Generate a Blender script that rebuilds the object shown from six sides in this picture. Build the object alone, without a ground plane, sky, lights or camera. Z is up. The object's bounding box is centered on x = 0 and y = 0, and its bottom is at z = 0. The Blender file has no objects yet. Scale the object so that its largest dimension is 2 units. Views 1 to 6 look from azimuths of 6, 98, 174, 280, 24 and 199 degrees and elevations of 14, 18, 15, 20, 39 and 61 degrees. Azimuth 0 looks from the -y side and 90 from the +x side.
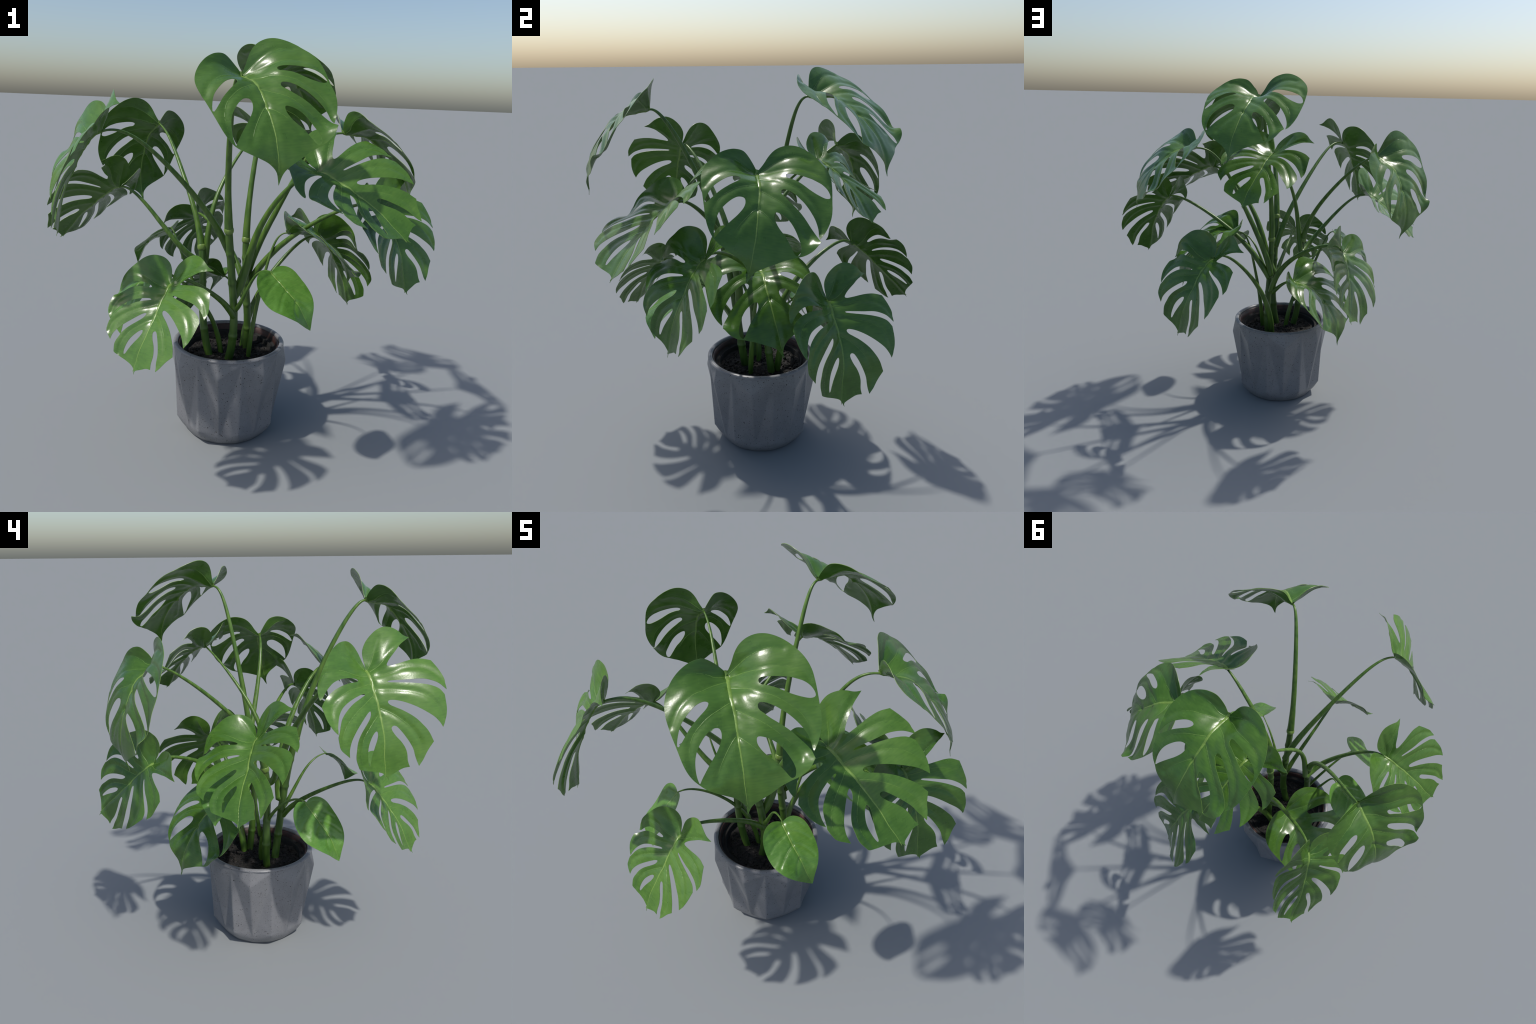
"""A potted split-leaf monstera: seventeen leaves of three kinds on arching petioles, three stems,
a faceted concrete pot with a nursery pot and bark soil inside. Metres, z up."""
import math
from math import comb

import bmesh
import bpy
import numpy as np
from mathutils import Euler, Vector, noise
from mathutils.geometry import delaunay_2d_cdt

noise.seed_set(4)
BLADE_THICKNESS = 0.0032   # in leaf lengths
STIFFNESS = 0.0003

# the slit blade: nine fingers and one window; unit = blade length, petiole joint at the origin, tip at (0, -1)
slit = {
    "margin": {   # smooth runs from corner to corner
        "left basal lobe": [(0.002, 0.016), (-0.020, 0.084), (-0.042, 0.154), (-0.080, 0.215), (-0.142, 0.251), (-0.214, 0.249), (-0.282, 0.225), (-0.341, 0.184), (-0.390, 0.130), (-0.434, 0.073), (-0.475, 0.013), (-0.509, -0.051), (-0.523, -0.122), (-0.518, -0.194)],
        "left slit a": [(-0.518, -0.194), (-0.496, -0.186), (-0.446, -0.127), (-0.381, -0.078), (-0.303, -0.062), (-0.221, -0.068), (-0.162, -0.082), (-0.147, -0.098), (-0.173, -0.109), (-0.251, -0.111), (-0.325, -0.121), (-0.397, -0.144), (-0.459, -0.186), (-0.534, -0.261)],
        "left end b": [(-0.534, -0.261), (-0.533, -0.335), (-0.523, -0.404), (-0.489, -0.483), (-0.456, -0.527)],
        "left slit b": [(-0.456, -0.527), (-0.444, -0.457), (-0.409, -0.372), (-0.360, -0.311), (-0.307, -0.276), (-0.256, -0.254), (-0.195, -0.234), (-0.124, -0.217), (-0.107, -0.228), (-0.175, -0.258), (-0.247, -0.289), (-0.319, -0.336), (-0.381, -0.393), (-0.417, -0.452), (-0.439, -0.507), (-0.459, -0.549)],
        "left end c": [(-0.459, -0.549), (-0.459, -0.599), (-0.447, -0.658), (-0.378, -0.731)],
        "left slit c": [(-0.378, -0.731), (-0.368, -0.667), (-0.330, -0.594), (-0.270, -0.523), (-0.191, -0.446), (-0.127, -0.391), (-0.095, -0.378), (-0.097, -0.406), (-0.117, -0.441), (-0.154, -0.480), (-0.230, -0.557), (-0.275, -0.623), (-0.300, -0.692), (-0.312, -0.729), (-0.316, -0.770), (-0.301, -0.836)],
        "left end d": [(-0.301, -0.836), (-0.288, -0.850), (-0.220, -0.872), (-0.142, -0.893), (-0.067, -0.919), (-0.028, -0.950), (-0.000, -1.000)],
        "right end e": [(-0.000, -1.000), (0.003, -0.965), (0.069, -0.937), (0.130, -0.915), (0.183, -0.915)],
        "right slit d": [(0.183, -0.915), (0.171, -0.861), (0.170, -0.794), (0.157, -0.740), (0.129, -0.683), (0.094, -0.631), (0.070, -0.580), (0.068, -0.552), (0.086, -0.539), (0.108, -0.546), (0.125, -0.568), (0.157, -0.623), (0.199, -0.707), (0.223, -0.770), (0.234, -0.839), (0.255, -0.922)],
        "right end d": [(0.255, -0.922), (0.294, -0.876), (0.340, -0.807), (0.399, -0.743)],
        "right slit c": [(0.399, -0.743), (0.363, -0.646), (0.309, -0.560), (0.260, -0.497), (0.191, -0.429), (0.136, -0.385), (0.096, -0.352), (0.083, -0.323), (0.102, -0.311), (0.149, -0.324), (0.207, -0.354), (0.280, -0.404), (0.358, -0.470), (0.427, -0.536), (0.467, -0.592), (0.491, -0.640)],
        "right end c": [(0.491, -0.640), (0.527, -0.573), (0.552, -0.485), (0.564, -0.364)],
        "right slit b": [(0.564, -0.364), (0.527, -0.307), (0.463, -0.265), (0.384, -0.231), (0.300, -0.203), (0.199, -0.174), (0.134, -0.154), (0.125, -0.145), (0.145, -0.141), (0.205, -0.152), (0.309, -0.172), (0.404, -0.189), (0.477, -0.217), (0.542, -0.259), (0.600, -0.324)],
        "right end b": [(0.600, -0.324), (0.612, -0.238), (0.592, -0.149), (0.560, -0.045)],
        "right slit a": [(0.560, -0.045), (0.479, -0.013), (0.400, -0.004), (0.320, -0.007), (0.242, -0.013), (0.177, -0.015), (0.161, -0.003), (0.173, 0.018), (0.212, 0.056), (0.287, 0.110), (0.357, 0.157), (0.484, 0.210)],
        "right basal lobe": [(0.484, 0.210), (0.418, 0.234), (0.359, 0.278), (0.295, 0.315), (0.224, 0.332), (0.152, 0.317), (0.089, 0.280), (0.035, 0.229), (0.002, 0.164), (-0.002, 0.091), (0.002, 0.016)],
    },
    "holes": {
        "window by the tip": [(-0.070, -0.556), (-0.103, -0.575), (-0.141, -0.620), (-0.173, -0.674), (-0.190, -0.730), (-0.197, -0.800), (-0.188, -0.838), (-0.174, -0.830), (-0.147, -0.761), (-0.113, -0.696), (-0.076, -0.630), (-0.060, -0.579)],
    },
    "veins": {
        "midrib": [(-0.000, 0.002), (0.000, -0.062), (-0.000, -0.136), (-0.004, -0.232), (0.003, -0.327), (0.002, -0.426), (-0.004, -0.541), (-0.009, -0.652), (-0.025, -0.789), (-0.023, -0.891), (-0.027, -0.974)],
        "left first": [(-0.018, -0.060), (-0.141, -0.040), (-0.227, -0.009), (-0.301, 0.013), (-0.384, 0.018), (-0.454, -0.005), (-0.502, -0.086)],
        "left second": [(-0.010, -0.129), (-0.116, -0.153), (-0.232, -0.166), (-0.301, -0.185), (-0.370, -0.213), (-0.432, -0.264), (-0.474, -0.351), (-0.473, -0.456)],
        "left third": [(-0.022, -0.246), (-0.120, -0.304), (-0.219, -0.360), (-0.305, -0.422), (-0.369, -0.486), (-0.414, -0.567), (-0.419, -0.645)],
        "left fourth": [(-0.015, -0.422), (-0.077, -0.472), (-0.144, -0.536), (-0.202, -0.599), (-0.239, -0.676), (-0.255, -0.767), (-0.245, -0.839)],
        "right first": [(0.018, -0.025), (0.107, 0.016), (0.184, 0.080), (0.264, 0.139), (0.373, 0.183)],
        "right second": [(0.012, -0.079), (0.107, -0.075), (0.191, -0.071), (0.280, -0.062), (0.376, -0.075), (0.469, -0.106), (0.549, -0.174), (0.603, -0.267)],
        "right third": [(0.009, -0.187), (0.118, -0.210), (0.216, -0.243), (0.316, -0.282), (0.414, -0.353), (0.483, -0.465), (0.508, -0.575)],
        "right fourth": [(0.016, -0.365), (0.074, -0.407), (0.135, -0.468), (0.191, -0.540), (0.239, -0.611), (0.276, -0.691), (0.289, -0.766), (0.259, -0.880)],
        "left lobe": [(-0.015, 0.009), (-0.057, 0.071), (-0.109, 0.154), (-0.162, 0.216)],
        "right lobe": [(0.010, -0.000), (0.062, 0.065), (0.116, 0.172), (0.159, 0.258)],
    },
    "anchors": {   # height of the blade over its plane at its landmarks
        "L1": (-0.518, -0.194, 0.091),
        "L2": (-0.456, -0.527, 0.157),
        "L2a": (-0.534, -0.261, 0.133),
        "L3": (-0.378, -0.731, 0.117),
        "L4c": (-0.301, -0.836, 0.077),
        "R1": (0.484, 0.210, 0.090),
        "R2": (0.600, -0.324, 0.175),
        "R2a": (0.560, -0.045, 0.165),
        "R3": (0.491, -0.640, 0.164),
        "R3a": (0.564, -0.364, 0.183),
        "R4": (0.255, -0.922, 0.074),
        "R4a": (0.399, -0.743, 0.130),
        "R5": (0.183, -0.915, 0.058),
        "b": (0.000, 0.000, 0.000),
        "hL4": (-0.175, -0.844, 0.041),
        "mL2": (-0.014, -0.121, 0.042),
        "mL3": (-0.024, -0.242, 0.064),
        "mL4": (-0.012, -0.421, 0.074),
        "mR2": (0.017, -0.077, 0.047),
        "mR3": (0.015, -0.181, 0.062),
        "mR4": (0.016, -0.367, 0.073),
        "sL1": (-0.158, -0.093, 0.101),
        "sL2": (-0.114, -0.222, 0.087),
        "sL3": (-0.103, -0.384, 0.100),
        "sL4": (-0.066, -0.566, 0.084),
        "sR1": (0.158, -0.001, 0.089),
        "sR2": (0.126, -0.144, 0.089),
        "sR3": (0.087, -0.318, 0.102),
        "sR4": (0.082, -0.550, 0.098),
        "t": (-0.000, -1.000, 0.000),
        "left basal lobe 0": (-0.071, 0.204, 0.037),
        "left basal lobe 1": (-0.146, 0.251, 0.087),
        "left basal lobe 2": (-0.235, 0.244, 0.136),
        "left basal lobe 3": (-0.325, 0.198, 0.157),
        "left basal lobe 4": (-0.406, 0.109, 0.154),
        "left basal lobe 5": (-0.484, -0.002, 0.143),
        "right basal lobe 0": (0.023, 0.212, 0.031),
        "right basal lobe 1": (0.118, 0.300, 0.074),
        "right basal lobe 2": (0.237, 0.331, 0.113),
        "right basal lobe 3": (0.361, 0.276, 0.129),
    },
}

# the holed blade: a broad heart with four windows and one slit
holed = {
    "margin": {   # smooth runs from corner to corner
        "left lobe": [(0.000, 0.018), (-0.051, 0.082), (-0.110, 0.121), (-0.181, 0.111), (-0.246, 0.079), (-0.303, 0.035), (-0.351, -0.019), (-0.386, -0.082), (-0.405, -0.152), (-0.406, -0.224), (-0.395, -0.295), (-0.379, -0.366), (-0.362, -0.436), (-0.346, -0.507), (-0.330, -0.578), (-0.309, -0.647), (-0.276, -0.711), (-0.227, -0.764), (-0.167, -0.804), (-0.102, -0.836), (-0.038, -0.871), (0.004, -0.928), (0.000, -1.000)],
        "apex right": [(0.000, -1.000), (0.054, -0.939), (0.128, -0.904), (0.203, -0.871), (0.276, -0.833), (0.353, -0.804), (0.431, -0.780), (0.502, -0.740), (0.552, -0.675)],
        "right slit": [(0.552, -0.675), (0.523, -0.612), (0.477, -0.548), (0.418, -0.473), (0.363, -0.417), (0.291, -0.355), (0.257, -0.319), (0.232, -0.295), (0.222, -0.267), (0.236, -0.244), (0.278, -0.251), (0.335, -0.283), (0.374, -0.314), (0.412, -0.348), (0.449, -0.390), (0.489, -0.447), (0.513, -0.496), (0.528, -0.544), (0.534, -0.597), (0.544, -0.628)],
        "right lobe": [(0.544, -0.628), (0.582, -0.564), (0.610, -0.500), (0.627, -0.431), (0.631, -0.361), (0.629, -0.291), (0.627, -0.221), (0.623, -0.151), (0.614, -0.081), (0.592, -0.014), (0.558, 0.047), (0.514, 0.102), (0.464, 0.151), (0.407, 0.192), (0.343, 0.221), (0.274, 0.231), (0.205, 0.219), (0.143, 0.186), (0.093, 0.137), (0.052, 0.080), (0.000, 0.018)],
    },
    "holes": {
        "left upper window": [(-0.121, -0.182), (-0.101, -0.194), (-0.104, -0.216), (-0.124, -0.244), (-0.186, -0.298), (-0.243, -0.351), (-0.278, -0.394), (-0.314, -0.438), (-0.339, -0.462), (-0.348, -0.455), (-0.336, -0.399), (-0.304, -0.320), (-0.253, -0.259), (-0.191, -0.205), (-0.151, -0.185)],
        "left lower window": [(-0.083, -0.373), (-0.051, -0.379), (-0.042, -0.417), (-0.056, -0.471), (-0.093, -0.535), (-0.142, -0.597), (-0.188, -0.654), (-0.228, -0.704), (-0.249, -0.731), (-0.255, -0.700), (-0.254, -0.643), (-0.242, -0.568), (-0.216, -0.502), (-0.166, -0.433), (-0.118, -0.388)],
        "right upper window": [(0.247, -0.089), (0.269, -0.073), (0.347, -0.079), (0.440, -0.097), (0.479, -0.110), (0.543, -0.141), (0.585, -0.179), (0.609, -0.224), (0.610, -0.256), (0.579, -0.265), (0.527, -0.250), (0.451, -0.215), (0.370, -0.167), (0.305, -0.136), (0.261, -0.121)],
        "right lower window": [(0.186, -0.492), (0.193, -0.475), (0.214, -0.473), (0.260, -0.492), (0.307, -0.527), (0.347, -0.579), (0.375, -0.635), (0.395, -0.684), (0.404, -0.731), (0.392, -0.776), (0.369, -0.786), (0.352, -0.770), (0.326, -0.725), (0.279, -0.654), (0.238, -0.610), (0.208, -0.569), (0.188, -0.526)],
    },
    "veins": {
        "midrib": [(0.001, 0.034), (0.005, -0.026), (0.033, -0.142), (0.055, -0.249), (0.061, -0.349), (0.060, -0.454), (0.063, -0.559), (0.058, -0.699), (0.050, -0.756), (0.036, -0.862), (0.014, -0.959)],
        "left first": [(-0.003, -0.058), (-0.080, -0.072), (-0.139, -0.096), (-0.197, -0.114), (-0.260, -0.158), (-0.315, -0.213), (-0.369, -0.317)],
        "left second": [(0.034, -0.213), (-0.028, -0.248), (-0.103, -0.290), (-0.171, -0.342), (-0.230, -0.402), (-0.263, -0.473), (-0.279, -0.562), (-0.269, -0.676)],
        "left third": [(0.047, -0.448), (0.003, -0.501), (-0.040, -0.564), (-0.088, -0.641), (-0.127, -0.727)],
        "right first": [(0.013, -0.020), (0.120, -0.010), (0.244, -0.011), (0.354, -0.009), (0.456, -0.024), (0.540, -0.066), (0.591, -0.137)],
        "right second": [(0.033, -0.099), (0.156, -0.128), (0.251, -0.172), (0.343, -0.216), (0.422, -0.277), (0.497, -0.354), (0.542, -0.458), (0.545, -0.564)],
        "right third": [(0.067, -0.270), (0.146, -0.320), (0.225, -0.368), (0.298, -0.429), (0.371, -0.509), (0.431, -0.589), (0.462, -0.664)],
        "right fourth": [(0.057, -0.450), (0.116, -0.498), (0.192, -0.579), (0.248, -0.673)],
        "left lobe": [(-0.016, -0.015), (-0.069, -0.011), (-0.113, 0.014), (-0.187, 0.030), (-0.272, 0.016)],
        "right lobe": [(0.011, 0.004), (0.086, 0.046), (0.178, 0.088), (0.275, 0.116), (0.355, 0.122), (0.436, 0.101)],
    },
    "anchors": {   # height of the blade over its plane at its landmarks
        "R3a": (0.552, -0.675, 0.106),
        "b": (0.000, 0.000, 0.000),
        "hL1i": (-0.107, -0.186, 0.219),
        "hL1o": (-0.341, -0.454, 0.272),
        "hL2i": (-0.054, -0.383, 0.221),
        "hL2o": (-0.250, -0.724, 0.211),
        "hR1i": (0.253, -0.085, 0.128),
        "hR1o": (0.610, -0.259, 0.066),
        "hR2i": (0.227, -0.257, 0.158),
        "hR2o": (0.542, -0.621, 0.059),
        "hR3i": (0.193, -0.481, 0.184),
        "hR3o": (0.379, -0.783, 0.073),
        "m1": (0.038, -0.214, 0.162),
        "m2": (0.068, -0.272, 0.160),
        "m3": (0.055, -0.447, 0.181),
        "t": (0.000, -1.000, 0.000),
        "left lobe 0": (-0.105, 0.120, 0.136),
        "left lobe 1": (-0.189, 0.108, 0.187),
        "left lobe 2": (-0.280, 0.055, 0.211),
        "left lobe 3": (-0.359, -0.031, 0.221),
        "left lobe 4": (-0.405, -0.152, 0.241),
        "left lobe 5": (-0.397, -0.285, 0.263),
        "left lobe 6": (-0.364, -0.427, 0.277),
        "left lobe 7": (-0.332, -0.567, 0.269),
        "left lobe 8": (-0.286, -0.696, 0.236),
        "left lobe 9": (-0.208, -0.779, 0.201),
        "left lobe 10": (-0.113, -0.831, 0.157),
        "left lobe 11": (-0.031, -0.877, 0.101),
        "right lobe 0": (0.125, 0.170, 0.078),
        "right lobe 1": (0.217, 0.223, 0.091),
        "right lobe 2": (0.318, 0.227, 0.088),
        "right lobe 3": (0.419, 0.184, 0.072),
        "right lobe 4": (0.513, 0.103, 0.060),
        "right lobe 5": (0.587, -0.004, 0.065),
        "right lobe 6": (0.621, -0.131, 0.064),
        "right lobe 7": (0.628, -0.271, 0.063),
        "right lobe 8": (0.629, -0.412, 0.073),
        "apex right 0": (0.099, -0.917, 0.075),
        "apex right 1": (0.201, -0.872, 0.082),
        "apex right 2": (0.311, -0.818, 0.070),
        "apex right 3": (0.427, -0.782, 0.070),
    },
}

# the young blade: an undivided heart, arched along the midrib
young = {
    "margin": {   # smooth runs from corner to corner
        "right margin": [(0.000, -0.002), (0.079, 0.023), (0.160, 0.016), (0.228, -0.029), (0.274, -0.097), (0.296, -0.175), (0.304, -0.257), (0.303, -0.339), (0.296, -0.421), (0.282, -0.502), (0.257, -0.580), (0.222, -0.654), (0.181, -0.725), (0.134, -0.793), (0.087, -0.860), (0.042, -0.929), (-0.000, -1.000)],
        "left margin": [(-0.000, -1.000), (-0.065, -0.952), (-0.129, -0.902), (-0.192, -0.851), (-0.252, -0.797), (-0.308, -0.738), (-0.356, -0.673), (-0.394, -0.602), (-0.419, -0.524), (-0.430, -0.444), (-0.431, -0.363), (-0.425, -0.282), (-0.412, -0.202), (-0.388, -0.125), (-0.351, -0.053), (-0.296, 0.007), (-0.227, 0.048), (-0.148, 0.063), (-0.070, 0.041), (0.000, -0.002)],
    },
    "holes": {
    },
    "veins": {
        "midrib": [(-0.005, 0.007), (-0.018, -0.098), (-0.024, -0.193), (-0.034, -0.358), (-0.029, -0.562), (-0.026, -0.811), (-0.001, -0.987)],
        "left first": [(-0.006, -0.034), (-0.108, -0.044), (-0.238, -0.060), (-0.334, -0.100)],
        "left second": [(-0.019, -0.171), (-0.130, -0.204), (-0.275, -0.261), (-0.378, -0.322)],
        "left third": [(-0.034, -0.358), (-0.147, -0.414), (-0.256, -0.495), (-0.350, -0.574)],
        "left fourth": [(-0.029, -0.562), (-0.102, -0.639), (-0.168, -0.749)],
        "right first": [(0.006, -0.027), (0.096, -0.040), (0.180, -0.091), (0.233, -0.175)],
        "right second": [(-0.000, -0.139), (0.088, -0.200), (0.171, -0.291), (0.234, -0.389)],
        "right third": [(-0.027, -0.345), (0.063, -0.407), (0.132, -0.507), (0.179, -0.620)],
        "right fourth": [(-0.023, -0.566), (0.040, -0.639), (0.081, -0.741)],
    },
    "anchors": {   # height of the blade over its plane at its landmarks
        "b": (0.000, 0.000, 0.000),
        "t": (-0.000, -1.000, 0.000),
        "left margin 0": (-0.157, 0.064, 0.034),
        "left margin 1": (-0.267, 0.027, 0.041),
        "left margin 2": (-0.344, -0.043, 0.039),
        "left margin 3": (-0.394, -0.140, 0.031),
        "left margin 4": (-0.421, -0.253, 0.024),
        "left margin 5": (-0.431, -0.370, 0.029),
        "left margin 6": (-0.427, -0.479, 0.057),
        "left margin 7": (-0.405, -0.575, 0.099),
        "left margin 8": (-0.364, -0.661, 0.139),
        "left margin 9": (-0.301, -0.747, 0.151),
        "left margin 10": (-0.200, -0.844, 0.121),
        "right margin 0": (0.154, 0.019, 0.041),
        "right margin 1": (0.240, -0.042, 0.072),
        "right margin 2": (0.286, -0.132, 0.089),
        "right margin 3": (0.304, -0.247, 0.098),
        "right margin 4": (0.301, -0.372, 0.109),
        "right margin 5": (0.284, -0.495, 0.132),
        "right margin 6": (0.246, -0.606, 0.153),
        "right margin 7": (0.191, -0.708, 0.157),
        "right margin 8": (0.117, -0.817, 0.123),
        "midrib 0": (-0.022, -0.207, 0.058),
        "midrib 1": (-0.031, -0.347, 0.092),
        "midrib 2": (-0.032, -0.454, 0.112),
        "midrib 3": (-0.029, -0.553, 0.123),
        "midrib 4": (-0.028, -0.659, 0.119),
        "midrib 5": (-0.023, -0.796, 0.087),
    },
}

# kind, mirrored, place of the petiole joint, orientation, blade length, and how this blade departs from its kind
# (shift of named landmarks: sideways, along, up; in blade lengths)
LEAVES = [
    ("slit", False, (-0.511, -0.507, 1.570), (0.7385, 0.4351, -0.3033, -0.4162), 0.472, {"L1": (-0.023, -0.026, 0.050), "L2": (-0.014, -0.006, 0.026), "L3": (-0.008, -0.001, 0.003), "L4c": (-0.003, 0.002, -0.004), "t": (-0.013, 0.015, -0.024), "R4": (-0.007, 0.006, -0.010), "R3": (0.007, 0.005, 0.012), "R2": (0.011, 0.002, 0.012), "R1": (0.001, 0.015, -0.080), "b": (0.001, -0.006, 0.005), "mL3": (-0.003, -0.004, 0.009), "sL1": (-0.001, -0.006, 0.014), "sR1": (-0.001, -0.007, 0.004), "sL4": (-0.005, 0.003, -0.003)}),
    ("slit", False, (-0.204, -0.556, 0.955), (0.8810, 0.4429, -0.0607, -0.1550), 0.397, {"L1": (-0.016, -0.021, -0.019), "L2": (-0.030, -0.002, -0.061), "L3": (-0.021, -0.001, -0.037), "L4c": (-0.013, 0.002, -0.015), "t": (-0.010, 0.000, 0.018), "R4": (-0.002, 0.000, 0.010), "R3": (0.006, -0.001, -0.002), "R2": (0.011, -0.002, -0.003), "R1": (0.009, -0.004, 0.031), "b": (-0.004, 0.006, 0.006), "mL3": (-0.005, 0.001, -0.006), "sL1": (-0.006, 0.001, -0.003), "sR1": (0.003, 0.006, 0.011), "sL4": (-0.005, 0.002, -0.012)}),
    ("slit", False, (0.384, 0.394, 0.996), (0.3928, 0.1811, 0.4795, 0.7635), 0.477, {"L1": (0.011, 0.010, 0.004), "L2": (0.006, -0.000, 0.011), "L3": (0.003, -0.005, -0.003), "L4c": (0.003, -0.011, -0.015), "t": (-0.014, -0.003, -0.029), "R4": (-0.018, -0.011, -0.022), "R3": (-0.007, -0.003, 0.019), "R2": (-0.008, 0.010, 0.015), "R1": (-0.005, -0.008, -0.042), "b": (0.007, 0.000, -0.010), "mL3": (-0.005, 0.000, 0.012), "sL1": (-0.009, 0.004, 0.028), "sR1": (0.002, -0.004, -0.018), "sL4": (0.004, 0.004, 0.008)}),
    ("slit", False, (-0.322, 0.504, 1.049), (0.1665, 0.4079, -0.3658, -0.8198), 0.427, {"L1": (-0.008, 0.005, -0.019), "L2": (-0.024, 0.005, -0.049), "L3": (0.007, -0.020, -0.037), "L4c": (-0.003, -0.008, -0.010), "t": (-0.023, -0.010, 0.069), "R4": (0.000, 0.003, -0.017), "R3": (-0.008, 0.002, -0.002), "R2": (0.001, 0.009, -0.010), "R1": (0.009, 0.006, 0.023), "b": (0.015, 0.015, 0.013), "mL3": (0.006, 0.002, 0.007), "sL1": (0.011, 0.005, -0.001), "sR1": (0.019, 0.007, 0.016), "sL4": (0.000, -0.004, 0.004)}),
    ("slit", False, (0.660, -0.091, 1.262), (0.7825, 0.4670, 0.2063, 0.3564), 0.428, {"L1": (-0.009, 0.022, 0.007), "L2": (-0.017, 0.006, 0.009), "L3": (-0.008, -0.002, 0.001), "L4c": (-0.000, -0.004, -0.002), "t": (-0.002, -0.004, -0.008), "R4": (0.004, 0.004, 0.009), "R3": (0.009, 0.009, -0.015), "R2": (-0.032, -0.058, 0.009), "R1": (0.009, 0.011, -0.001), "b": (-0.006, -0.005, -0.007), "mL3": (-0.003, -0.004, 0.003), "sL1": (-0.001, -0.008, -0.006), "sR1": (-0.005, -0.003, -0.002), "sL4": (-0.003, 0.002, 0.003)}),
    ("slit", False, (-0.598, -0.064, 1.280), (0.5809, 0.1246, -0.3756, -0.7113), 0.424, {"L1": (-0.001, 0.021, 0.033), "L2": (-0.013, 0.002, 0.025), "L3": (-0.005, 0.014, 0.025), "L4c": (0.005, 0.016, 0.028), "t": (0.025, -0.006, 0.030), "R4": (0.014, -0.007, 0.010), "R3": (-0.002, -0.003, -0.002), "R2": (-0.001, -0.010, -0.002), "R1": (-0.015, -0.000, 0.018), "b": (0.001, 0.007, -0.006), "mL3": (0.005, 0.002, -0.008), "sL1": (0.001, 0.005, -0.000), "sR1": (-0.006, 0.003, -0.002), "sL4": (0.005, -0.010, 0.003)}),
    ("slit", False, (0.379, -0.283, 1.424), (0.8274, 0.2912, 0.0220, 0.4798), 0.498, {"L1": (0.020, 0.002, -0.011), "L2": (-0.004, 0.006, 0.007), "L3": (0.009, 0.004, 0.015), "L4c": (0.019, 0.000, 0.016), "t": (0.018, 0.007, 0.003), "R4": (0.002, -0.003, -0.004), "R3": (-0.017, -0.013, 0.013), "R2": (-0.021, -0.010, 0.026), "R1": (-0.001, 0.002, 0.042), "b": (-0.003, 0.008, 0.006), "mL3": (-0.003, 0.001, -0.004), "sL1": (-0.004, 0.001, -0.004), "sR1": (-0.009, 0.001, 0.011), "sL4": (0.006, -0.002, -0.010)}),
    ("slit", False, (0.046, 0.310, 1.575), (0.2385, 0.0222, 0.3234, 0.9154), 0.431, {"L1": (0.000, -0.003, 0.004), "L2": (-0.005, 0.001, 0.006), "L3": (-0.011, -0.000, -0.003), "L4c": (-0.006, 0.001, -0.005), "t": (-0.003, 0.002, -0.009), "R4": (0.007, 0.003, 0.013), "R3": (-0.042, 0.002, -0.068), "R2": (-0.090, -0.011, -0.178), "R1": (0.012, 0.003, -0.006), "b": (0.005, -0.014, 0.001), "mL3": (0.002, -0.006, 0.010), "sL1": (-0.004, -0.026, 0.000), "sR1": (0.010, 0.005, 0.000), "sL4": (0.001, 0.000, 0.003)}),
    ("holed", False, (0.059, -0.500, 1.807), (0.8706, 0.4499, -0.0267, 0.1973), 0.498, {}),
    ("holed", False, (0.127, 0.285, 1.872), (0.2446, 0.1443, 0.3101, 0.9073), 0.513, {}),
    ("holed", False, (-0.525, 0.393, 1.576), (0.2543, 0.1164, -0.5740, -0.7696), 0.477, {}),
    ("holed", False, (0.481, 0.098, 1.580), (0.6335, 0.2540, 0.2937, 0.6693), 0.499, {}),
    ("holed", False, (-0.103, 0.190, 0.788), (0.3673, 0.1023, -0.3969, -0.8349), 0.466, {}),
    ("holed", True, (0.237, 0.069, 1.074), (0.4953, 0.1520, 0.3002, 0.8009), 0.466, {}),
    ("young", False, (0.194, -0.319, 0.974), (0.8166, 0.3855, 0.0924, 0.4195), 0.315, {}),
    ("young", False, (-0.392, -0.264, 0.915), (0.8546, 0.4124, -0.1983, -0.2455), 0.316, {}),
    ("young", False, (-0.367, 0.053, 1.067), (0.5392, 0.2694, -0.2771, -0.7483), 0.314, {}),
]

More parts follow.
